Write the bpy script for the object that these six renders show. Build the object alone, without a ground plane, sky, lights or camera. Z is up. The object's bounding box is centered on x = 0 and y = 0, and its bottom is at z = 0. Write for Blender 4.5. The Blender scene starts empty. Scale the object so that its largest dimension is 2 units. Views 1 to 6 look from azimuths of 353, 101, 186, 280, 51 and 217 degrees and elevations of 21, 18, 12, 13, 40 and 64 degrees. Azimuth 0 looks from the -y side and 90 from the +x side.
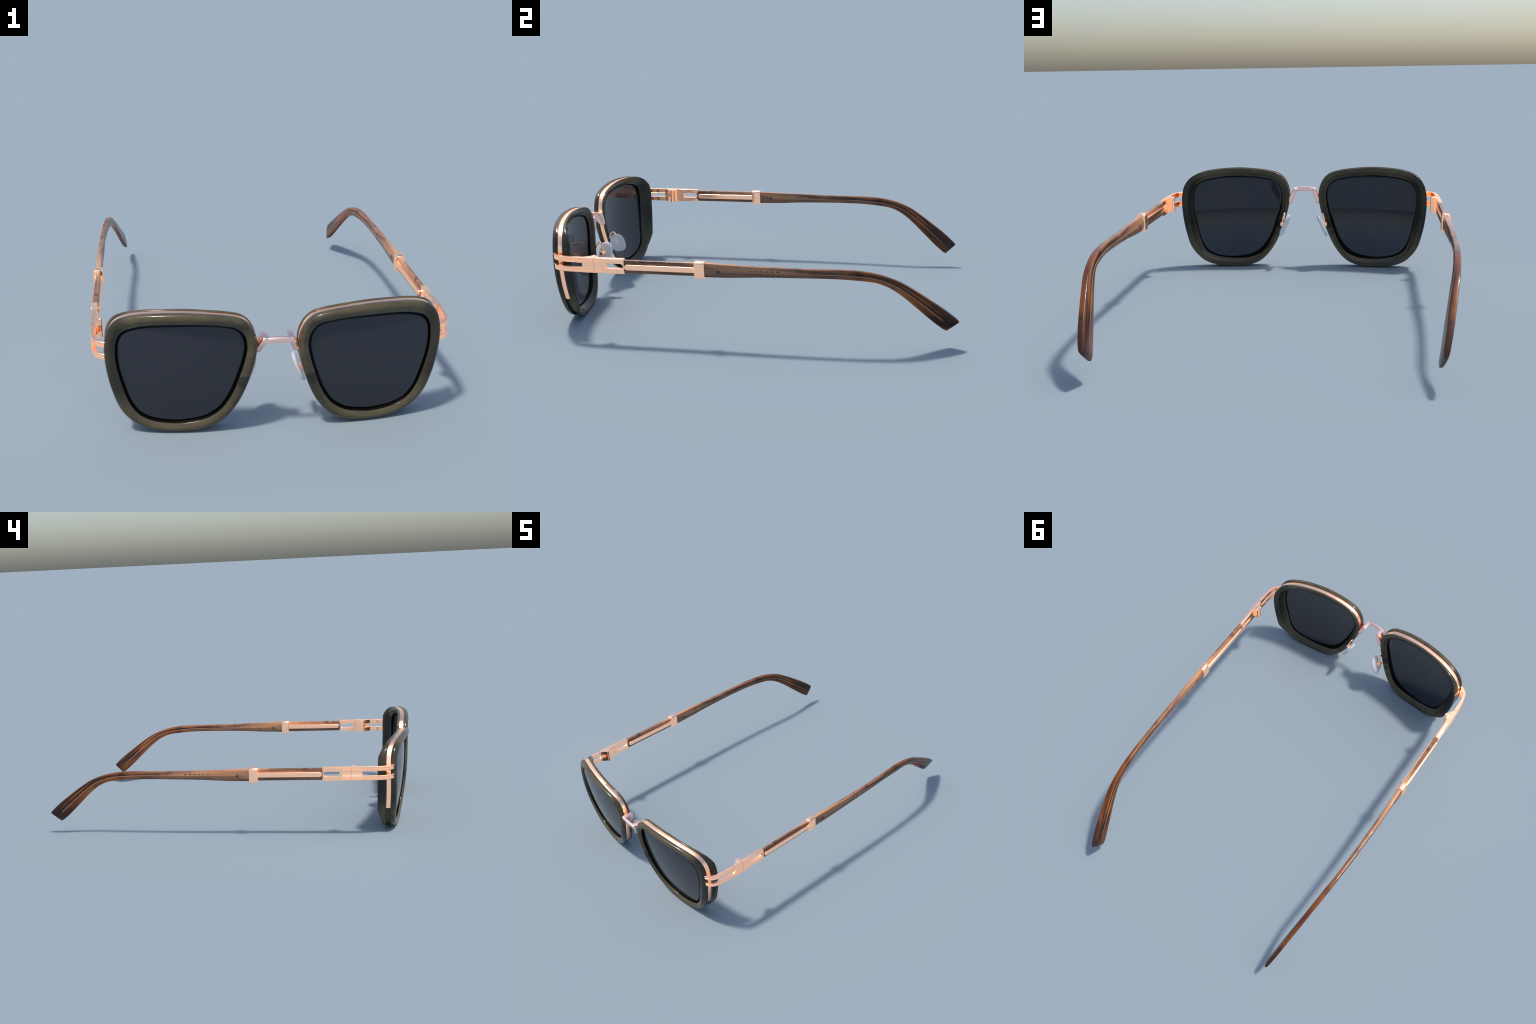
import bpy, bmesh, math
from mathutils import Vector
import numpy as np

# ------------------------------------------------------------------ helpers
def principled(name):
    m = bpy.data.materials.new(name)
    m.use_nodes = True
    nt = m.node_tree
    return m, nt, nt.nodes["Principled BSDF"]

def node(nt, kind, **kw):
    n = nt.nodes.new(kind)
    for k, v in kw.items():
        setattr(n, k, v)
    return n

def mirrored_coords(nt):
    """object coordinates with |x|, so both halves carry the same figure"""
    tc = node(nt, "ShaderNodeTexCoord")
    sp = node(nt, "ShaderNodeSeparateXYZ")
    ab = node(nt, "ShaderNodeMath", operation="ABSOLUTE")
    cb = node(nt, "ShaderNodeCombineXYZ")
    nt.links.new(tc.outputs["Object"], sp.inputs[0])
    nt.links.new(sp.outputs["X"], ab.inputs[0])
    nt.links.new(ab.outputs[0], cb.inputs["X"])
    nt.links.new(sp.outputs["Y"], cb.inputs["Y"])
    nt.links.new(sp.outputs["Z"], cb.inputs["Z"])
    return cb.outputs[0], ab.outputs[0], sp.outputs["Y"], sp.outputs["Z"]

def mapped(nt, vec, scale, loc=(0, 0, 0)):
    mp = node(nt, "ShaderNodeMapping")
    mp.inputs["Scale"].default_value = scale
    mp.inputs["Location"].default_value = loc
    nt.links.new(vec, mp.inputs["Vector"])
    return mp.outputs[0]

def noise(nt, vec, scale, detail=3, rough=0.5, dist=0.0):
    n = node(nt, "ShaderNodeTexNoise")
    n.inputs["Scale"].default_value = scale
    n.inputs["Detail"].default_value = detail
    n.inputs["Roughness"].default_value = rough
    n.inputs["Distortion"].default_value = dist
    nt.links.new(vec, n.inputs["Vector"])
    return n.outputs["Fac"]

def ramp(nt, fac, stops, interp="LINEAR"):
    r = node(nt, "ShaderNodeValToRGB")
    r.color_ramp.interpolation = interp
    els = r.color_ramp.elements
    while len(els) < len(stops):
        els.new(0.5)
    for e, (p, c) in zip(els, stops):
        e.position = p
        e.color = (*c, 1) if len(c) == 3 else c
    nt.links.new(fac, r.inputs["Fac"])
    return r.outputs["Color"]

def mix(nt, fac, a, b, blend="MIX"):
    m = node(nt, "ShaderNodeMix", data_type="RGBA", blend_type=blend)
    if hasattr(fac, "is_output"):
        nt.links.new(fac, m.inputs["Factor"])
    else:
        m.inputs["Factor"].default_value = fac
    for s, v in (("A", a), ("B", b)):
        sock = [i for i in m.inputs if i.name == s and i.type == "RGBA"][0]
        if hasattr(v, "is_output"):
            nt.links.new(v, sock)
        else:
            sock.default_value = (*v, 1)
    return [o for o in m.outputs if o.type == "RGBA"][0]

def grey(v):
    return (v, v, v)

# ---------------------------------------------------------------- materials
def make_acetate_olive():
    m, nt, b = principled("olive_horn_acetate")
    vec, x, y, z = mirrored_coords(nt)
    streak = noise(nt, mapped(nt, vec, (5, 9, 9), (.3, 0, .2)), 1.0, 3, .55, .8)
    base = ramp(nt, streak, [(.30, (.044, .038, .024)), (.48, (.080, .066, .038)),
                             (.60, (.101, .081, .043)), (.75, (.125, .091, .030))])
    # smoky grey clouds: the outer sides and a patch low on the nose side
    smoke = noise(nt, mapped(nt, vec, (4.5, 3, 4.5), (2.3, 0, 1.1)), 1.0, 2, .5, .4)
    side = node(nt, "ShaderNodeMapRange", interpolation_type="SMOOTHSTEP")
    side.inputs["From Min"].default_value = .53
    side.inputs["From Max"].default_value = .60
    nt.links.new(x, side.inputs["Value"])
    low = node(nt, "ShaderNodeMapRange", interpolation_type="SMOOTHSTEP")
    low.inputs["From Min"].default_value = .10
    low.inputs["From Max"].default_value = .20
    nt.links.new(z, low.inputs["Value"])
    both = node(nt, "ShaderNodeMath", operation="MULTIPLY")
    nt.links.new(side.outputs[0], both.inputs[0])
    nt.links.new(low.outputs[0], both.inputs[1])
    sm = ramp(nt, smoke, [(.36, grey(1)), (.66, grey(.55))])
    f1 = mix(nt, 1.0, sm, both.outputs[0], "MULTIPLY")
    # patch below the nose pad, soft edged ellipse around (0.14, 0.20)
    dx = node(nt, "ShaderNodeMath", operation="SUBTRACT"); dx.inputs[1].default_value = .125
    dz = node(nt, "ShaderNodeMath", operation="SUBTRACT"); dz.inputs[1].default_value = .222
    nt.links.new(x, dx.inputs[0]); nt.links.new(z, dz.inputs[0])
    cb = node(nt, "ShaderNodeCombineXYZ")
    nt.links.new(dx.outputs[0], cb.inputs[0]); nt.links.new(dz.outputs[0], cb.inputs[2])
    wob = noise(nt, mapped(nt, vec, (22, 10, 30)), 1.0, 2)
    ln = node(nt, "ShaderNodeVectorMath", operation="LENGTH")
    nt.links.new(cb.outputs[0], ln.inputs[0])
    wadd = node(nt, "ShaderNodeMath", operation="MULTIPLY_ADD")
    wadd.inputs[1].default_value = .03
    nt.links.new(wob, wadd.inputs[0]); nt.links.new(ln.outputs["Value"], wadd.inputs[2])
    patch = ramp(nt, wadd.outputs[0], [(.038, grey(.8)), (.050, grey(0))])
    fac = mix(nt, 1.0, f1, patch, "LIGHTEN")
    col = mix(nt, fac, base, (.019, .0178, .0155))
    nt.links.new(col, b.inputs["Base Color"])
    b.inputs["Roughness"].default_value = .22
    b.inputs["Specular IOR Level"].default_value = .22
    b.inputs["Coat Weight"].default_value = .22
    b.inputs["Coat Roughness"].default_value = .08
    return m

def float_curve(nt, val, pts, lo, hi):
    """value -> value along a curve through pts (input range lo..hi)"""
    mr = node(nt, "ShaderNodeMapRange")
    mr.inputs["From Min"].default_value = lo
    mr.inputs["From Max"].default_value = hi
    nt.links.new(val, mr.inputs["Value"])
    fc = node(nt, "ShaderNodeFloatCurve")
    cv = fc.mapping.curves[0]
    P = [((a - lo) / (hi - lo), b) for a, b in pts]
    while len(cv.points) < len(P):
        cv.points.new(.5, .5)
    for p, (a, b) in zip(cv.points, P):
        p.location = (a, b)
    fc.mapping.update()
    nt.links.new(mr.outputs[0], fc.inputs["Value"])
    return fc.outputs[0]

def maths(nt, op, a, b):
    n = node(nt, "ShaderNodeMath", operation=op)
    for i, v in enumerate((a, b)):
        if hasattr(v, "is_output"):
            nt.links.new(v, n.inputs[i])
        else:
            n.inputs[i].default_value = v
    return n.outputs[0]

def make_tortoise():
    m, nt, b = principled("tortoise_brown_acetate")
    vec, x, y, z = mirrored_coords(nt)
    # straighten the arm: height measured from its bent centre line, so the grain follows the bend
    mid = float_curve(nt, y, [(-.60, .355), (.28, .3555), (.45, .3558), (.53, .352), (.59, .346), (.646, .333),
                              (.71, .306), (.775, .261), (.837, .2115), (.8935, .1645), (.9335, .1305), (1.0, .075)],
                      -.6, 1.0)
    v = maths(nt, "SUBTRACT", z, mid)
    cb = node(nt, "ShaderNodeCombineXYZ")
    nt.links.new(x, cb.inputs[0]); nt.links.new(y, cb.inputs[1]); nt.links.new(v, cb.inputs[2])
    q = cb.outputs[0]
    grain = noise(nt, mapped(nt, q, (12, 2.4, 21), (.4, .15, .7)), 1.0, 2, .45, .7)
    tan = ramp(nt, grain, [(.30, (.085, .043, .030)), (.43, (.215, .100, .058)),
                           (.54, (.37, .175, .092)), (.66, (.53, .25, .122)), (.8, (.60, .31, .155))])
    amber = ramp(nt, grain, [(.31, (.012, .006, .0045)), (.42, (.085, .027, .010)),
                             (.53, (.26, .076, .018)), (.66, (.43, .140, .030)), (.82, (.52, .20, .05))])
    # the front of each arm is pale rosy brown, the tip deep amber
    wob = noise(nt, mapped(nt, q, (8, 5, 18), (2, 1, 0)), 1.0, 2)
    yy = maths(nt, "ADD", y, maths(nt, "MULTIPLY", maths(nt, "SUBTRACT", wob, .5), .5))
    mr = node(nt, "ShaderNodeMapRange", interpolation_type="SMOOTHSTEP")
    mr.inputs["From Min"].default_value = .20
    mr.inputs["From Max"].default_value = .60
    nt.links.new(yy, mr.inputs["Value"])
    col = mix(nt, mr.outputs[0], tan, amber)
    # cross bands of smoky brown
    bands = noise(nt, mapped(nt, q, (3, 9.5, 7), (1.2, .33, 0)), 1.0, 3, .6, .3)
    bf = ramp(nt, bands, [(.34, grey(.75)), (.42, grey(.22)), (.50, grey(0))])
    col = mix(nt, bf, col, (.040, .022, .019))
    # smoky lower half in front, under the core wire
    lw = node(nt, "ShaderNodeMapRange", interpolation_type="SMOOTHSTEP")
    for k, val in (("From Min", -.0005), ("From Max", -.0065), ("To Min", 0), ("To Max", .62)):
        lw.inputs[k].default_value = val
    nt.links.new(maths(nt, "ADD", v, maths(nt, "MULTIPLY", maths(nt, "SUBTRACT", grain, .5), .02)), lw.inputs["Value"])
    front_part = maths(nt, "SUBTRACT", 1.0, mr.outputs[0])
    col = mix(nt, maths(nt, "MULTIPLY", lw.outputs[0], front_part), col, (.085, .050, .040))
    # dark vein above the core wire towards the tip
    vein = maths(nt, "ABSOLUTE", maths(nt, "SUBTRACT", v, .0060), 0)
    vn = maths(nt, "ADD", vein, maths(nt, "MULTIPLY", maths(nt, "SUBTRACT", grain, .5), .020))
    vf = ramp(nt, vn, [(.0040, grey(.95)), (.0120, grey(0))])
    vf = mix(nt, 1.0, vf, mr.outputs[0], "MULTIPLY")
    col = mix(nt, vf, col, (.008, .005, .0045))
    # clouded, nearly black tip
    tp = node(nt, "ShaderNodeMapRange", interpolation_type="SMOOTHSTEP")
    for k, val in (("From Min", .80), ("From Max", .95), ("To Min", 0), ("To Max", .78)):
        tp.inputs[k].default_value = val
    nt.links.new(maths(nt, "ADD", y, maths(nt, "MULTIPLY", maths(nt, "SUBTRACT", wob, .5), .30)), tp.inputs["Value"])
    col = mix(nt, tp.outputs[0], col, (.030, .013, .009))
    nt.links.new(col, b.inputs["Base Color"])
    b.inputs["Roughness"].default_value = .24
    b.inputs["Specular IOR Level"].default_value = .18
    b.inputs["Coat Weight"].default_value = .25
    b.inputs["Coat Roughness"].default_value = .03
    return m

def make_metal(name, col, rough, brushed=True):
    """plated metal: a glossy lobe tinted past full reflectance, a glow put into the colour"""
    m, nt, b = principled(name)
    nt.nodes.remove(b)
    g = node(nt, "ShaderNodeBsdfAnisotropic", distribution="MULTI_GGX")
    g.inputs["Color"].default_value = (*col, 1)
    vec, x, y, z = mirrored_coords(nt)
    n = noise(nt, mapped(nt, vec, (60, 6, 420)), 1.0, 3, .6)
    r = ramp(nt, n, [(.3, grey(rough - .04)), (.7, grey(rough + .04))])
    nt.links.new(r, g.inputs["Roughness"])
    if brushed:
        bp = node(nt, "ShaderNodeBump")
        bp.inputs["Strength"].default_value = .10
        bp.inputs["Distance"].default_value = .001
        nt.links.new(n, bp.inputs["Height"])
        nt.links.new(bp.outputs[0], g.inputs["Normal"])
    nt.links.new(g.outputs[0], nt.nodes["Material Output"].inputs["Surface"])
    return m

def make_plain(name, col, rough, coat=0.0, spec=.25):
    m, nt, b = principled(name)
    b.inputs["Specular IOR Level"].default_value = spec
    vec, x, y, z = mirrored_coords(nt)
    n = noise(nt, mapped(nt, vec, (40, 40, 40)), 1.0, 3, .6)
    c = ramp(nt, n, [(.3, tuple(v * .88 for v in col)), (.7, tuple(v * 1.12 for v in col))])
    nt.links.new(c, b.inputs["Base Color"])
    b.inputs["Roughness"].default_value = rough
    b.inputs["Coat Weight"].default_value = coat
    return m

def make_lens():
    m, nt, b = principled("smoke_tinted_lens")
    vec, x, y, z = mirrored_coords(nt)
    n = noise(nt, mapped(nt, vec, (2, 2, 2)), 1.0, 1)
    c = ramp(nt, n, [(.3, (.0205, .0232, .031)), (.7, (.0230, .0257, .034))])
    nt.links.new(c, b.inputs["Base Color"])
    b.inputs["Roughness"].default_value = .04
    b.inputs["IOR"].default_value = 1.5
    return m

def make_silicone():
    m, nt, b = principled("clear_silicone")
    b.inputs["Base Color"].default_value = (.97, .98, 1.0, 1)
    b.inputs["Transmission Weight"].default_value = .42
    b.inputs["IOR"].default_value = 1.40
    b.inputs["Roughness"].default_value = .18
    return m

OLIVE = make_acetate_olive()
TORTOISE = make_tortoise()
ROSE = make_metal("rose_gold_metal", (1.85, 1.02, .64), .25)
PALE = make_metal("pale_rose_metal", (1.30, .84, .72), .28, False)
LENS = make_lens()
WALL_BLACK = make_plain("added_wall_black", (.003, .0026, .0022), .5, 0, .05)  # for an added ring: the inner wall's darkness put into its colour
CLEAR = make_silicone()
WIRECORE = make_plain("core_wire_brown", (.36, .175, .105), .35, .3)
SPECK = make_plain("core_end_brown", (.30, .160, .095), .5, 0)
INK = make_plain("dark_core_mark", (.095, .056, .045), .45, .05)

# ------------------------------------------------------------ object makers
ROOT = bpy.data.objects.new("sunglasses", None)
bpy.context.scene.collection.objects.link(ROOT)
ROOT["label"] = "square olive sunglasses with rose gold metal and tortoise temples"
ROOT["category"] = "sunglasses"

def finish(name, me, mat, parent, angle=35):
    me.materials.clear()
    me.materials.append(mat)
    me.validate()
    bm = bmesh.new(); bm.from_mesh(me)
    bmesh.ops.recalc_face_normals(bm, faces=bm.faces)
    lim = math.radians(angle)
    for f in bm.faces:
        f.smooth = True
    for e in bm.edges:
        if len(e.link_faces) == 2:
            e.smooth = e.calc_face_angle(0) < lim
    bm.to_mesh(me); bm.free()
    ob = bpy.data.objects.new(name, me)
    bpy.context.scene.collection.objects.link(ob)
    ob.parent = parent
    return ob

def set_of_temple(y):
    """the tips are not quite mirror images: both lean a little to -x"""
    return -.0015 * max(0.0, min(1.0, (y - .62) / .36)) if y > .62 else 0.0

ARM_PARTS = ("end_piece", "hinge", "temple", "temple_core", "temple_plate", "side_slat", "clamp_ring",
             "core_wire", "core_end", "core_tip", "core_mark")

def settle(v):
    """fine height trim of the arms: upper edges a little lower than the silhouettes suggest"""
    low = .0004 + .0016 * max(0.0, min(1.0, (v[2] - .319) / .072))
    t = max(0.0, min(1.0, (v[1] - .35) / .2))
    return (v[0], v[1], v[2] - low * (1 - t) - .0014 * t)

def raw(name, verts, faces, mat, parent, side=1, angle=35):
    if name in ARM_PARTS:
        verts = [settle(v) for v in verts]
    me = bpy.data.meshes.new(name)
    me.from_pydata([(v[0] * side + set_of_temple(v[1]), v[1], v[2]) for v in verts], [], faces)
    return finish(name, me, mat, parent, angle)

def loft(rings, closed_u=False, cap=True):
    """rings: list of closed cross-sections with equal point counts"""
    n, k = len(rings), len(rings[0])
    verts = [p for r in rings for p in r]
    faces = []
    for i in range(n if closed_u else n - 1):
        j = (i + 1) % n
        for a in range(k):
            c = (a + 1) % k
            faces.append((i * k + a, i * k + c, j * k + c, j * k + a))
    if cap and not closed_u:
        faces.append(tuple(range(k)))
        faces.append(tuple((n - 1) * k + a for a in range(k)))
    return verts, faces

def prism(outlines, x0, x1, bevel, res=3, plane="yz"):
    """extruded flat shape with holes; outlines in (a,b) -> y,z ; thickness x0..x1"""
    cu = bpy.data.curves.new("tmp", "CURVE")
    cu.dimensions = "2D"; cu.fill_mode = "BOTH"
    for o in outlines:
        s = cu.splines.new("POLY")
        s.points.add(len(o) - 1)
        for p, (a, b) in zip(s.points, o):
            p.co = (a, b, 0, 1)
        s.use_cyclic_u = True
    cu.extrude = (x1 - x0) / 2 - bevel
    cu.bevel_depth = bevel
    cu.bevel_resolution = res
    cu.offset = -bevel
    ob = bpy.data.objects.new("tmp", cu)
    bpy.context.scene.collection.objects.link(ob)
    dg = bpy.context.evaluated_depsgraph_get()
    me = bpy.data.meshes.new_from_object(ob.evaluated_get(dg))
    bpy.data.objects.remove(ob); bpy.data.curves.remove(cu)
    bm = bmesh.new(); bm.from_mesh(me)
    bmesh.ops.remove_doubles(bm, verts=bm.verts, dist=1e-5)
    V = [(x0 + (x1 - x0) / 2 + v.co.z, v.co.x, v.co.y) for v in bm.verts]
    bm.verts.index_update()
    F = [tuple(v.index for v in f.verts) for f in bm.faces]
    bm.free(); bpy.data.meshes.remove(me)
    return V, F

def join_parts(parts):
    V, F = [], []
    for v, f in parts:
        o = len(V)
        V += list(v)
        F += [tuple(i + o for i in q) for q in f]
    return V, F

def rbox(x0, x1, y0, y1, z0, z1, r, seg=3):
    bm = bmesh.new()
    bmesh.ops.create_cube(bm, size=1)
    for v in bm.verts:
        v.co = ((x0 + x1) / 2 + v.co.x * (x1 - x0), (y0 + y1) / 2 + v.co.y * (y1 - y0),
                (z0 + z1) / 2 + v.co.z * (z1 - z0))
    bmesh.ops.bevel(bm, geom=bm.edges[:], offset=r, segments=seg, profile=.5, affect="EDGES")
    bm.verts.index_update()
    V = [tuple(v.co) for v in bm.verts]
    F = [tuple(v.index for v in f.verts) for f in bm.faces]
    bm.free()
    return V, F

def cyl(cx, cy, r, z0, z1, n=24, ch=.0012):
    rings = []
    for z, rr in ((z0, r - ch), (z0 + ch, r), (z1 - ch, r), (z1, r - ch)):
        rings.append([(cx + rr * math.cos(2 * math.pi * i / n), cy + rr * math.sin(2 * math.pi * i / n), z)
                      for i in range(n)])
    return loft(rings)

def spline(pts, per=8, closed=False):
    """Catmull-Rom through control points (any dimension)"""
    P = [np.array(p, float) for p in pts]
    n = len(P)
    out = []
    for i in range(n if closed else n - 1):
        if closed:
            a, b, c, d = P[i - 1], P[i], P[(i + 1) % n], P[(i + 2) % n]
        else:
            b, c = P[i], P[i + 1]
            a = P[i - 1] if i else 2 * b - c
            d = P[i + 2] if i + 2 < n else 2 * c - b
        for k in range(per):
            t = k / per
            out.append(.5 * (2 * b + (c - a) * t + (2 * a - 5 * b + 4 * c - d) * t * t
                             + (3 * b - a - 3 * c + d) * t ** 3))
    if not closed:
        out.append(P[-1])
    return out

def tube(path, r, n=12):
    path = [Vector(p) for p in path]
    rings = []
    for i, p in enumerate(path):
        t = (path[min(i + 1, len(path) - 1)] - path[max(i - 1, 0)]).normalized()
        u = t.cross(Vector((1, 0, 0))).normalized()
        w = t.cross(u).normalized()
        rings.append([tuple(p + r * (math.cos(2 * math.pi * k / n) * u + math.sin(2 * math.pi * k / n) * w))
                      for k in range(n)])
    return loft(rings)

# ============================================================ THE TWO RIMS
# Outline of the rim seen square on (x, z), and of the lens opening.
OUTER = [(.636, .350), (.632, .395), (.621, .434), (.598, .467), (.563, .489), (.515, .503), (.450, .511),
         (.345, .5145), (.235, .506), (.165, .494), (.130, .481), (.104, .458), (.088, .430), (.079, .400),
         (.0765, .365), (.082, .320), (.094, .270), (.113, .208), (.135, .152), (.158, .108), (.185, .070),
         (.215, .040), (.250, .018), (.300, .004), (.365, 0), (.440, .004), (.495, .018), (.538, .042),
         (.572, .078), (.595, .120), (.611, .170), (.624, .226), (.633, .290)]
INNER = [(.594, .350), (.590, .391), (.580, .417), (.563, .438), (.537, .451), (.498, .463), (.435, .472),
         (.340, .475), (.245, .469), (.181, .457), (.149, .445), (.128, .424), (.117, .398), (.114, .365),
         (.118, .335), (.130, .288), (.146, .239), (.166, .186), (.189, .142), (.216, .105), (.246, .080),
         (.283, .062), (.334, .052), (.377, .048), (.434, .052), (.480, .064), (.516, .087), (.541, .122),
         (.559, .163), (.575, .219), (.587, .269), (.593, .315)]
# lens opening seen from behind
INNER_BACK = [(.586, .341), (.582, .389), (.568, .426), (.537, .449), (.486, .463), (.424, .470), (.351, .473),
              (.277, .468), (.202, .458), (.154, .443), (.128, .418), (.117, .385), (.116, .350), (.121, .310),
              (.133, .259), (.149, .203), (.171, .148), (.190, .112), (.210, .084), (.240, .060), (.292, .043),
              (.355, .038), (.428, .044), (.484, .059), (.524, .085), (.545, .128), (.566, .203), (.580, .270)]
CX, CZ = .355, .270
NT = 288
THETA = np.linspace(0, 2 * np.pi, NT, endpoint=False)

def polar(pts):
    c = np.array([p for p in spline(pts, 10, True)])
    a = np.arctan2(c[:, 1] - CZ, c[:, 0] - CX)
    r = np.hypot(c[:, 0] - CX, c[:, 1] - CZ)
    o = np.argsort(a)
    return lambda t: np.interp(t, a[o], r[o], period=2 * np.pi)

R_OUT, R_IN0, R_INB = polar(OUTER), polar(INNER), polar(INNER_BACK)

def R_IN(t):
    return R_IN0(t) + .0015 + .0095 * max(0.0, -math.sin(t)) ** 1.5 - .0055 * max(0.0, math.sin(t)) ** 1.5

SHEET = (.5328, -.3051, .4607, -.3793, .1041, -.8581)     # rims
LENS_SHEET = (.4367, -.2017, .3609, -.2922, 0, -.8808)   # lenses, a little flatter

def sheet(x, z, S=SHEET):
    """the spherical base curve the front is bent to (mid plane of the metal band)"""
    return S[0] * x * x + S[1] * x + S[2] * z * z + S[3] * z + S[4] * x * z + S[5]

def lean(t):
    """slope of the base curve along the radius at the opening: the inner wall stands square to it"""
    r = R_IN(t)
    x, z = CX + r * math.cos(t), CZ + r * math.sin(t)
    return (2 * SHEET[0] * x + SHEET[1]) * math.cos(t) + (2 * SHEET[2] * z + SHEET[3]) * math.sin(t)

def rim_point(t, s, inset, off, opening=None):
    """s: 0 lens opening .. 1 outer edge ; inset pulls towards the lens ; off along y"""
    r = (opening or R_IN)(t) * (1 - s) + R_OUT(t) * s - inset
    x, z = CX + r * math.cos(t), CZ + r * math.sin(t)
    return (x, sheet(x, z) + off, z)

def rear_depth(t):
    """how far the backing reaches behind the band: deep along the temple side, bevelled off
    to a thin layer at top and bottom"""
    d = math.degrees(t)
    d = d - 360 if d > 180 else d
    keys = [(-180, .028), (-75, .030), (-46, .033), (-29.5, .0573), (-5, .0590), (18, .0575), (31, .0548),
            (36, .0460), (45, .0335), (55, .0268), (70, .0250), (120, .0250), (180, .028)]
    return float(np.interp(d, [k[0] for k in keys], [k[1] for k in keys]))

GAP = .0128   # half width of the channel that takes the metal band

def front_profile(t):
    # (s, inset, y offset)
    pts = [(1, .0026, -GAP), (1, .0007, -GAP - .0013), (1, 0, -GAP - .0035), (1, .0003, -.0265),
           (1, .0018, -.0315), (1, .0052, -.0350), (1, .0105, -.0370), (.55, 0, -.0376), (.47, 0, -.0366),
           (.25, 0, -.0302), (.04, 0, -.0240), (0, -.0004, -.0224), (0, 0, -.0195), (0, -.004, -.006), (.15, 0, -.006),
           (.5, 0, -GAP), (1, .014, -GAP)]
    return [rim_point(t, *p) for p in pts]

def back_profile(t):
    D = rear_depth(t)
    deep = max(0.0, (D - .027) / .031)
    w = D - GAP
    pts = [(1, .0030, GAP), (1, .0008, GAP + .0018), (1, 0, GAP + .004), (1, 0, GAP + w * .6),
           (1, .0007, D - .0035), (1, .0024, D - .0012), (1, .0055, D - .0001), (1, .0110, D),
           (.50, 0, D - .0003 - .005 * deep), (.45, 0, D - .0012 - .007 * deep), (.38, 0, D - .0038 - .013 * deep),
           (.26, 0, D - .0070 - .023 * deep), (.08, 0, D - .0105 - .028 * deep),
           (.0, 0, D - .0125 - .030 * deep), (0, -.002, .009), (.2, 0, .004), (.5, 0, -.012), (1, .0125, -.0145),
           (1, .0125, GAP)]
    return [rim_point(t, *p, R_INB) for p in pts]

def added_wall_profile(t):
    D = rear_depth(t)
    deep = max(0.0, (D - .027) / .031)
    k = max(0.0, lean(t))
    a, bk = -.0205, D - .0120 - .0295 * deep
    seat = .0005 + .024 * k            # the wall comes in as it goes down to the lens
    pts = [(0, .0004, a), (0, .0010, a + .0008), (0, seat + .0006, .0015), (0, seat + .0010, .0085)]
    P = [rim_point(t, *p) for p in pts]
    P += [rim_point(t, 0, .0006, bk, R_INB), rim_point(t, 0, -.003, bk - .001, R_INB),
          rim_point(t, 0, -.004, .004), rim_point(t, 0, -.004, a + .001)]
    return P

def lens_front(x, z):
    """front of the lens: flatter than the rim"""
    return .3323 * (x * x + z * z) - .1522 * x - .2769 * z - .8996

def lens_mesh():
    """solid lens: domed front standing up in the opening, wide bevel round both borders"""
    BW = .0120
    verts, faces = [], []
    steps = [k / 12 for k in range(1, 12)] + [.985, 1.0]     # share of the flat part
    NR = len(steps) + 2
    for front in (True, False):
        face = lens_front if front else (lambda x, z: sheet(x, z, LENS_SHEET) + .0065)
        base = len(verts)
        verts.append((CX, face(CX, CZ), CZ))
        for k in range(NR):
            for t in THETA:
                R = R_IN(t) - .0006
                if k < len(steps):
                    r, d = (R - BW) * steps[k], 0
                elif k == len(steps):
                    r, d = R - BW * .88, .0012
                else:
                    r, d = R, None
                x, z = CX + r * math.cos(t), CZ + r * math.sin(t)
                if d is None:
                    y = sheet(x, z) + (.0010 if front else .0040)
                else:
                    y = face(x, z) + (d if front else -d * .4)
                verts.append((x, y, z))
        for i in range(NT):
            j = (i + 1) % NT
            faces.append((base, base + 1 + i, base + 1 + j))
            for k in range(NR - 1):
                a = base + 1 + k * NT
                faces.append((a + i, a + j, a + NT + j, a + NT + i))
    last = 1 + (NR - 1) * NT
    second = 1 + NR * NT
    for i in range(NT):
        j = (i + 1) % NT
        faces.append((last + i, last + j, second + last + j, second + last + i))
    return verts, faces

def band_mesh():
    """metal strip lying in the channel from the nose, over the top, down the temple side"""
    t0 = math.atan2(.145 - CZ, .600 - CX)
    t1 = math.atan2(.092 - CZ, .170 - CX) + 2 * math.pi
    rings = []
    N = 220
    for i in range(N + 1):
        t = t0 + (t1 - t0) * i / N
        sec = [(1, .0045, -.0122), (1, .0037, -.0112), (1, .0037, .0112), (1, .0045, .0122),
               (1, .0122, .0122), (1, .0122, -.0122)]
        rings.append([rim_point(t % (2 * math.pi), *p) for p in sec])
    return loft(rings)

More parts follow.
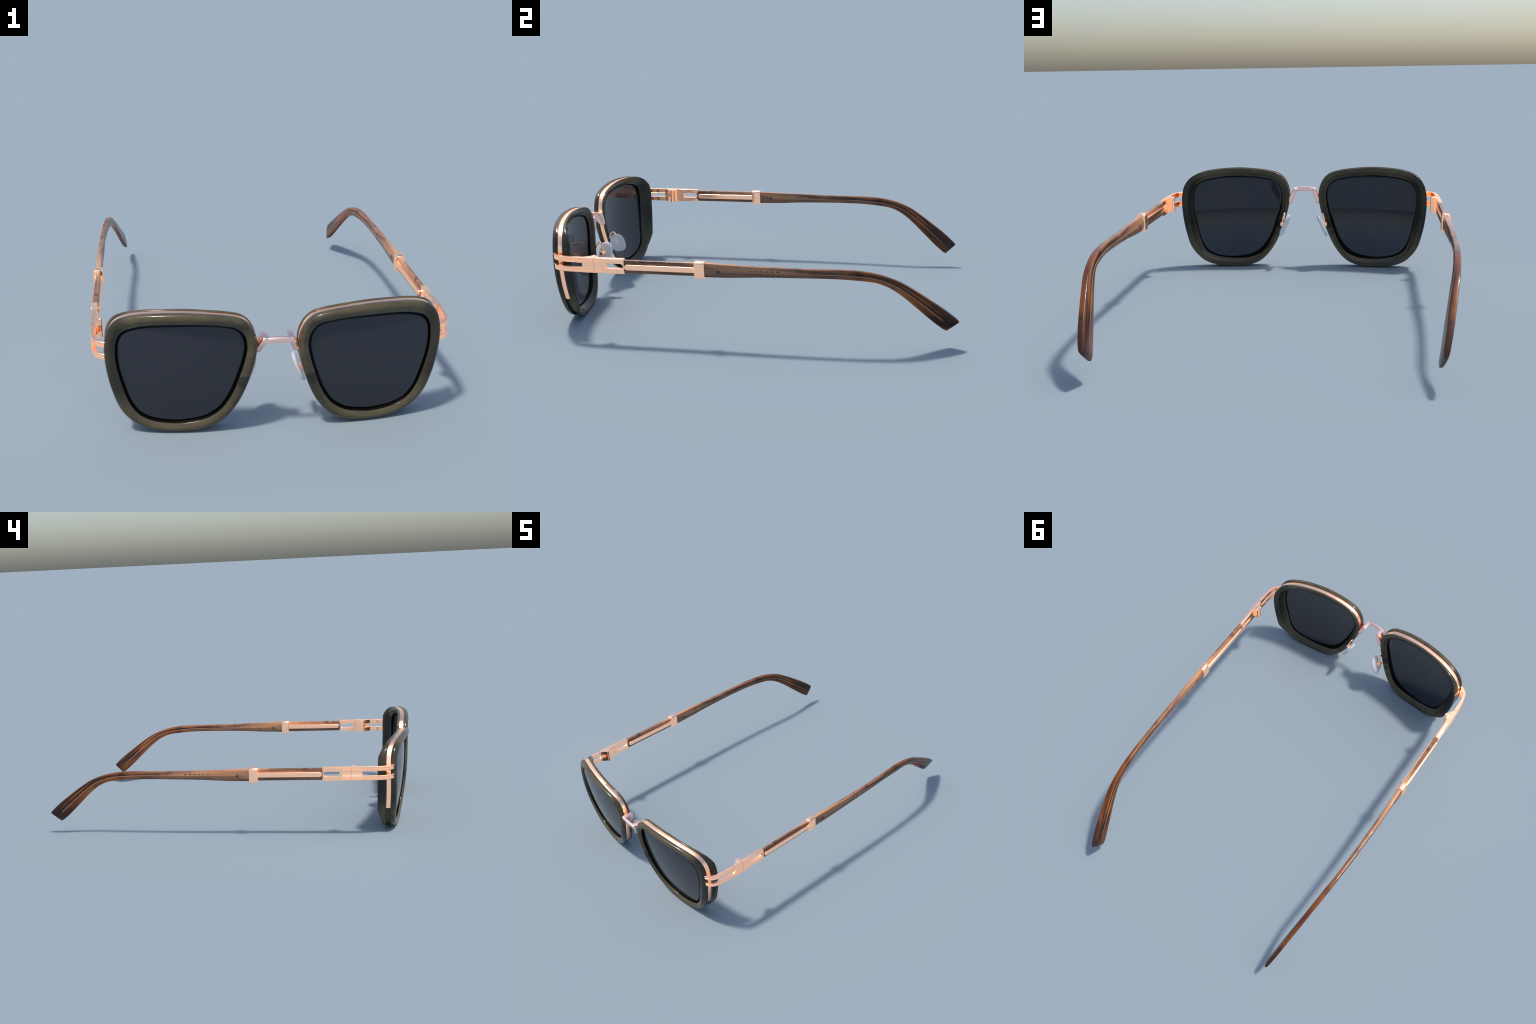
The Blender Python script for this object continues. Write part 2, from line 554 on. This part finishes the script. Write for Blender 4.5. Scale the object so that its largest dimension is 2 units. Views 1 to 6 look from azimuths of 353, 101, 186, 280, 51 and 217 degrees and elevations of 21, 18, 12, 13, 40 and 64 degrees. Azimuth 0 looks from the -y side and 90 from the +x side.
# ============================================================== TEMPLE DATA
# paired stations: top edge (y,z), bottom edge (y,z), centre x, half thickness
TEMPLE = [((-.206, .3885), (-.206, .3195), .6805, .0118),
          ((-.120, .3880), (-.120, .3205), .6805, .0130),
          ((-.050, .3850), (-.050, .3220), .6810, .0133),
          ((.030, .3825), (.030, .3260), .6815, .0133),
          ((.110, .3810), (.110, .3300), .6815, .0130),
          ((.280, .3778), (.280, .3335), .6790, .0128),
          ((.380, .3780), (.376, .3345), .6755, .0126),
          ((.460, .3780), (.450, .3340), .6720, .0125),
          ((.540, .3742), (.525, .3300), .6665, .0135),
          ((.600, .3665), (.580, .3250), .6618, .0135),
          ((.660, .3515), (.632, .3150), .6555, .0135),
          ((.730, .3235), (.690, .2880), .6460, .0135),
          ((.800, .2805), (.750, .2420), .6330, .0135),
          ((.868, .2330), (.806, .1900), .6200, .0135),
          ((.925, .1910), (.862, .1380), .6080, .0135),
          ((.962, .1610), (.905, .1000), .5985, .0135),
          ((.978, .1465), (.921, .0880), .5945, .0135),
          ((.990, .1350), (.932, .0800), .5920, .0112),
          ((.9985, .1245), (.943, .0745), .5900, .0070)]

def temple_rows():
    flat = [(a[0], a[1], b[0], b[1], x, h) for a, b, x, h in TEMPLE]
    return spline(flat[:-3], 6)[:-1] + [np.array(f) for f in flat[-3:]]

def section_xz(u, n=32, p=3.6):
    """rounded rectangle section: returns (side, height) in -1..1"""
    a = 2 * math.pi * u / n
    c, s = math.cos(a), math.sin(a)
    r = (abs(c) ** p + abs(s) ** p) ** (-1 / p)
    return c * r, s * r

def temple_mesh():
    rings = []
    n = 40
    for ty, tz, by, bz, x, h in temple_rows():
        cy, cz = (ty + by) / 2, (tz + bz) / 2
        hy, hz = (ty - by) / 2, (tz - bz) / 2
        H = math.hypot(hy, hz)
        twist = float(np.interp(cy, [.52, .62, .72, .90], [0, .0015, .005, .0065]))   # lower edge turns in
        ring = []
        for u in range(n):
            a = 2 * math.pi * u / n
            c, s = math.cos(a), math.sin(a)
            # stadium-like: edges rounded with radius about the half thickness
            sx = math.copysign(min(1, abs(c) ** .45), c)
            rad = h * .75 / H
            lin = (1 - rad) * math.copysign(min(1, abs(s) * 1.15), s) + rad * s
            ring.append((x + sx * h + twist * lin, cy + hy * lin, cz + hz * lin))
        rings.append(ring)
    return loft(rings)

def strip_on_temple(y0, y1, f, half, outward, lift):
    """thin rounded strip lying on the temple side at height fraction f (0 bottom, 1 top)"""
    rings = []
    rows = temple_rows()
    for ty, tz, by, bz, x, h in rows:
        cy = by + (ty - by) * f
        if not (y0 <= cy <= y1):
            continue
        cz = bz + (tz - bz) * f
        d = Vector((0, ty - by, tz - bz)).normalized()
        xs = x + outward * h
        ring = []
        for k in range(8):
            a = 2 * math.pi * k / 8
            ring.append((xs + lift * math.cos(a), cy + d.y * half * math.sin(a), cz + d.z * half * math.sin(a)))
        rings.append(ring)
    return loft(rings)

def stadium(y0, y1, z0, z1, round_front, round_back, n=8):
    h = (z1 - z0) / 2
    c = (z0 + z1) / 2
    pts = []
    if round_back:
        for i in range(n + 1):
            a = -math.pi / 2 + math.pi * i / n
            pts.append((y1 - h + h * math.cos(a), c + h * math.sin(a)))
    else:
        pts += [(y1, z0), (y1, z1)]
    if round_front:
        for i in range(n + 1):
            a = math.pi / 2 + math.pi * i / n
            pts.append((y0 + h + h * math.cos(a), c + h * math.sin(a)))
    else:
        pts += [(y0, z1), (y0, z0)]
    return pts

# prong section in (depth from inner face, z from bottom): two ridges with a groove between
PRONG_H = .0250
def prong_section(th):
    H = PRONG_H
    return [(0, .0008), (0, H - .0008), (.0008, H), (th - .0012, H), (th, H - .0010), (th, H - .0085),
            (th - .0035, H - .0100), (th - .0035, H - .0140), (th - .0008, H - .0155),
            (th - .0008, .0010), (th - .002, 0), (.0008, 0)]

def prong_mesh(zb):
    path = spline([(.6905, -.7560), (.6880, -.800), (.6855, -.835), (.6800, -.868), (.6710, -.892),
                   (.6560, -.909), (.6400, -.9185), (.6270, -.9235), (.6180, -.9265)], 7)
    rings = []
    for i, p in enumerate(path):
        a = path[max(i - 1, 0)]; b = path[min(i + 1, len(path) - 1)]
        t = (b - a) / np.linalg.norm(b - a)
        nrm = np.array([-t[1], t[0]])          # points outwards
        if nrm[0] < 0:
            nrm = -nrm
        if i and np.dot(nrm, prev) < 0:
            nrm = -nrm
        prev = nrm
        th = .0165 if i < 8 else .0150
        ring = []
        for d, z in prong_section(th):
            q = p - nrm * (th - d)
            ring.append((q[0], q[1], zb + z))
        rings.append(ring)
    return loft(rings)

def ridged_block(y0, y1, xin, xout):
    z0 = .319
    sec = [(xin, z0 + .0008), (xin + .0008, z0)]
    right = []
    for base in (z0, .394 - PRONG_H):
        H = PRONG_H
        right += [(xout - .0012, base), (xout, base + .001), (xout, base + H - .0155), (xout - .0022, base + H - .0145),
                  (xout - .0022, base + H - .0100), (xout, base + H - .0085)]
        right += [(xout, base + H - .001), (xout - .0012, base + H)] if base > .35 else [
            (xout, base + H - .002), (xout - .0008, base + H - .0002)]
    sec += right
    sec += [(xin + .0008, .394), (xin, .3932)]
    rings = []
    for y in (y0, y1):
        rings.append([(x, y, z) for x, z in sec])
    return loft(rings)

# ============================================================ BUILD
for side in (1, -1):
    # ---- rim, band, lens
    v, f = loft([front_profile(t) for t in THETA], True)
    rim = raw("lens_rim", v, f, OLIVE, ROOT, side, 40)
    v, f = loft([back_profile(t) for t in THETA], True)
    raw("rim_backing", v, f, OLIVE, rim, side, 40)
    v, f = band_mesh()
    raw("metal_band", v, f, ROSE, rim, side, 40)
    v, f = loft([added_wall_profile(t) for t in THETA], True)  # added near-black ring, darkens the step between rim and lens
    raw("added_dark_wall", v, f, WALL_BLACK, rim, side, 40)
    v, f = lens_mesh()
    raw("lens", v, f, LENS, ROOT, side, 25)

    # ---- end piece that carries the temple: two wrapped prongs, block, hinge
    parts = [prong_mesh(.394 - PRONG_H), prong_mesh(.319)]
    parts.append(ridged_block(-.7575, -.7006, .6715, .6908))
    v, f = join_parts(parts)
    end = raw("end_piece", v, f, ROSE, ROOT, side, 30)
    hx, hy = .6535, -.7095
    parts = [cyl(hx, hy, .0092, .3700, .3950), cyl(hx, hy, .0092, .3445, .3692), cyl(hx, hy, .0092, .3160, .3437),
             cyl(hx, hy, .0048, .3152, .3955)]
    parts += [rbox(.6530, .6730, -.7180, -.7015, .3705, .3938, .0012),
              rbox(.6530, .6730, -.7180, -.7015, .3192, .3432, .0012),
              rbox(.6530, .6730, -.7085, -.6880, .3170, .3935, .0012)]
    # swelling that eases the end piece into the hinge barrel
    web = [(-.757, .6735), (-.748, .6700), (-.738, .6650), (-.728, .6585), (-.7185, .6500), (-.712, .6500),
           (-.712, .6790), (-.757, .6790)]
    for z0, z1 in ((.3704, .3936), (.3194, .3434)):
        parts.append(loft([[(x, y, z) for y, x in web] for z in (z0, z1)]))
    v, f = join_parts(parts)
    raw("hinge", v, f, ROSE, end, side, 30)

    # ---- temple: tortoise arm with metal fittings
    v, f = temple_mesh()
    temple = raw("temple", v, f, TORTOISE, ROOT, side, 38)
    # straight core between plate and ring
    rings = []
    for y, sc in ((-.5545, 1), (-.50, 1), (-.35, 1), (-.19, 1)):
        ring = []
        for u in range(36):
            sx, sz = section_xz(u, 36, 4.2)
            ring.append((.6802 + sx * .0106, y, .3555 + sz * .0330))
        rings.append(ring)
    v, f = loft(rings)
    raw("temple_core", v, f, TORTOISE, temple, side, 38)
    # plate with slot
    parts = [ridged_block(-.6994, -.6545, .6705, .6908)]
    outer = [(-.6543, .319), (-.556, .319), (-.5515, .3205), (-.5505, .324), (-.5505, .389), (-.5515, .3925),
             (-.556, .394), (-.6543, .394)]
    slot = stadium(-.640, -.5565, .3430, .3700, False, True)
    parts.append(prism([outer, slot], .6700, .6908, .0010))
    v, f = join_parts(parts)
    raw("temple_plate", v, f, ROSE, temple, side, 30)
    for x0, x1 in ((.6885, .6985), (.6620, .6720)):
        v, f = prism([stadium(-.5485, -.200, .3415, .3685, True, False)], x0, x1, .0030, 3)
        raw("side_slat", v, f, ROSE, temple, side, 40)
    rings = []
    for y, g in ((-.2105, -.0022), (-.2098, -.0008), (-.2080, 0), (-.1645, 0), (-.1627, -.0008), (-.1620, -.0022)):
        ring = []
        for cx, cz, a0 in ((1, 1, 0), (-1, 1, 90), (-1, -1, 180), (1, -1, 270)):
            for k in range(9):
                a = math.radians(a0 + 90 * k / 8)
                ring.append((.681 + cx * .0065 + (.0140 + g) * math.cos(a), y,
                             .3535 + cz * .0280 + (.0140 + g) * math.sin(a)))
        rings.append(ring)
    v, f = loft(rings)
    raw("clamp_ring", v, f, ROSE, temple, side, 40)
    # core wire showing on both faces, its blunt end, and the row of marks
    for o in (1, -1):
        v, f = strip_on_temple(-.085, .925, .46, .0022, o, .0008)
        raw("core_wire", v, f, WIRECORE, temple, side, 60)
        rows = [r for r in temple_rows()]
        sx = .6807 + o * .0137
        v, f = prism([[(-.163, .332), (-.163, .368), (-.130, .3655), (-.108, .3595), (-.1045, .350),
                       (-.108, .3385), (-.128, .333)]], sx - .0009, sx + .0009, .0005, 1)
        raw("core_end", v, f, SPECK, temple, side, 40)
        v, f = prism([[(-.1035, .3405), (-.1035, .3590), (-.097, .3570), (-.090, .3520), (-.090, .3485), (-.097, .3430)]],
                     sx - .0009, sx + .0008, .0003, 1)
        raw("core_tip", v, f, INK, temple, side, 40)
        marks = []
        for k in range(6):
            y = .058 + .0247 * k
            for zc, up, hh in ((.3590, 1, .0028 + .0008 * k), (.3425, -1, .0024 + .0005 * k)):
                xs = float(np.interp(y, [.030, .110, .280], [.6815, .6815, .6790])) + o * float(
                    np.interp(y, [.03, .11, .28], [.0133, .0130, .0128]))
                ol = [(y - .0072, zc), (y + .0072, zc)] if up > 0 else [(y + .0072, zc), (y - .0072, zc)]
                for i in range(1, 8):
                    a = math.pi * i / 8
                    ol.append((y + .0072 * math.cos(a) * up, zc + up * hh * math.sin(a)))
                marks.append(prism([ol], xs - .0006, xs + .0005, .0002, 0))
        v, f = join_parts(marks)
        mk = raw("core_mark", v, f, INK, temple, side, 40)
        mk["kind"] = "stuff"

    # ---- nose pad
    ctr = Vector((.0965, -.8700, .2205))
    up = Vector((-.050, .004, .119)).normalized()
    wid = Vector((.16, 1, 0)); wid = (wid - up * wid.dot(up)).normalized()
    nrm = up.cross(wid).normalized()
    if nrm.x > 0:
        nrm = -nrm
    rings, n = [], 40
    for th, sc in ((-.0082, .50), (-.0078, .78), (-.0062, .93), (-.0020, 1.0), (.0022, .99), (.0056, .93), (.0080, .78), (.0090, .5)):
        ring = []
        for k in range(n):
            a = 2 * math.pi * k / n
            c, s = math.cos(a), math.sin(a)
            r = (abs(c) ** 2.5 + abs(s) ** 2.5) ** (-1 / 2.5)
            w = .0420 * (1 - .10 * s)
            p = ctr + nrm * (th - .006 * (1 - sc * sc) * 0) + wid * (c * r * w * sc) + up * (s * r * .0615 * sc)
            ring.append(tuple(p))
        rings.append(ring)
    v, f = loft(rings)
    pad = raw("nose_pad", v, f, CLEAR, ROOT, side, 50)
    path = spline([(.1120, -.9300, .232), (.1060, -.9180, .246), (.1030, -.9140, .263), (.1015, -.9060, .2755),
                   (.1010, -.8970, .2800), (.1020, -.8880, .2775), (.1045, -.8825, .2680), (.1085, -.8805, .2520),
                   (.1120, -.8810, .2350), (.1140, -.8820, .2260)], 6)
    v, f = tube([tuple(p) for p in path], .0036)
    raw("pad_arm", v, f, ROSE, pad, side, 50)
    parts = [rbox(.1085, .1225, -.8945, -.8755, .2150, .2340, .0025),
             rbox(.1000, .1100, -.8885, -.8690, .2120, .2320, .0020)]
    v, f = join_parts(parts)
    raw("pad_box", v, f, ROSE, pad, side, 50)

# ---- bridge: bowed bar with a leg on each side going back and down to the band
def bridge_bar():
    rings = []
    for i in range(25):
        x = -.056 + .112 * i / 24
        y = -.9905 + 1.2 * x * x
        z = .3968 - .9 * x * x
        ring = []
        for k in range(16):
            a = 2 * math.pi * k / 16
            c, s = math.cos(a), math.sin(a)
            r = (abs(c) ** 3 + abs(s) ** 3) ** (-1 / 3)
            ring.append((x, y + c * r * .0092, z + s * r * .0118))
        rings.append(ring)
    return loft(rings)

v, f = bridge_bar()
bridge = raw("bridge", v, f, PALE, ROOT, 1, 50)
for side in (1, -1):
    # leg outline in (y, z) per height; sheared outwards towards its foot
    rows = [(.4070, -.9900, -.9400), (.4055, -.9960, -.9330), (.4000, -.9975, -.9300), (.3880, -.9950, -.9285),
            (.3760, -.9860, -.9280), (.3600, -.9730, -.9275), (.3450, -.9630, -.9270), (.3340, -.9560, -.9275),
            (.3285, -.9500, -.9310), (.3265, -.9450, -.9360)]
    rings = []
    for z, ya, yb in rows:
        t = (.407 - z) / .080
        xi = .036 + .028 * t
        xo = .058 + .0235 * min(1, t * 1.5)
        c = .003
        rings.append([(xi + c, ya, z), (xo - c, ya, z), (xo, ya + c, z), (xo, yb - c, z), (xo - c, yb, z),
                      (xi + c, yb, z), (xi, yb - c, z), (xi, ya + c, z)])
    v, f = loft(rings)
    raw("bridge_leg", v, f, PALE, bridge, side, 50)
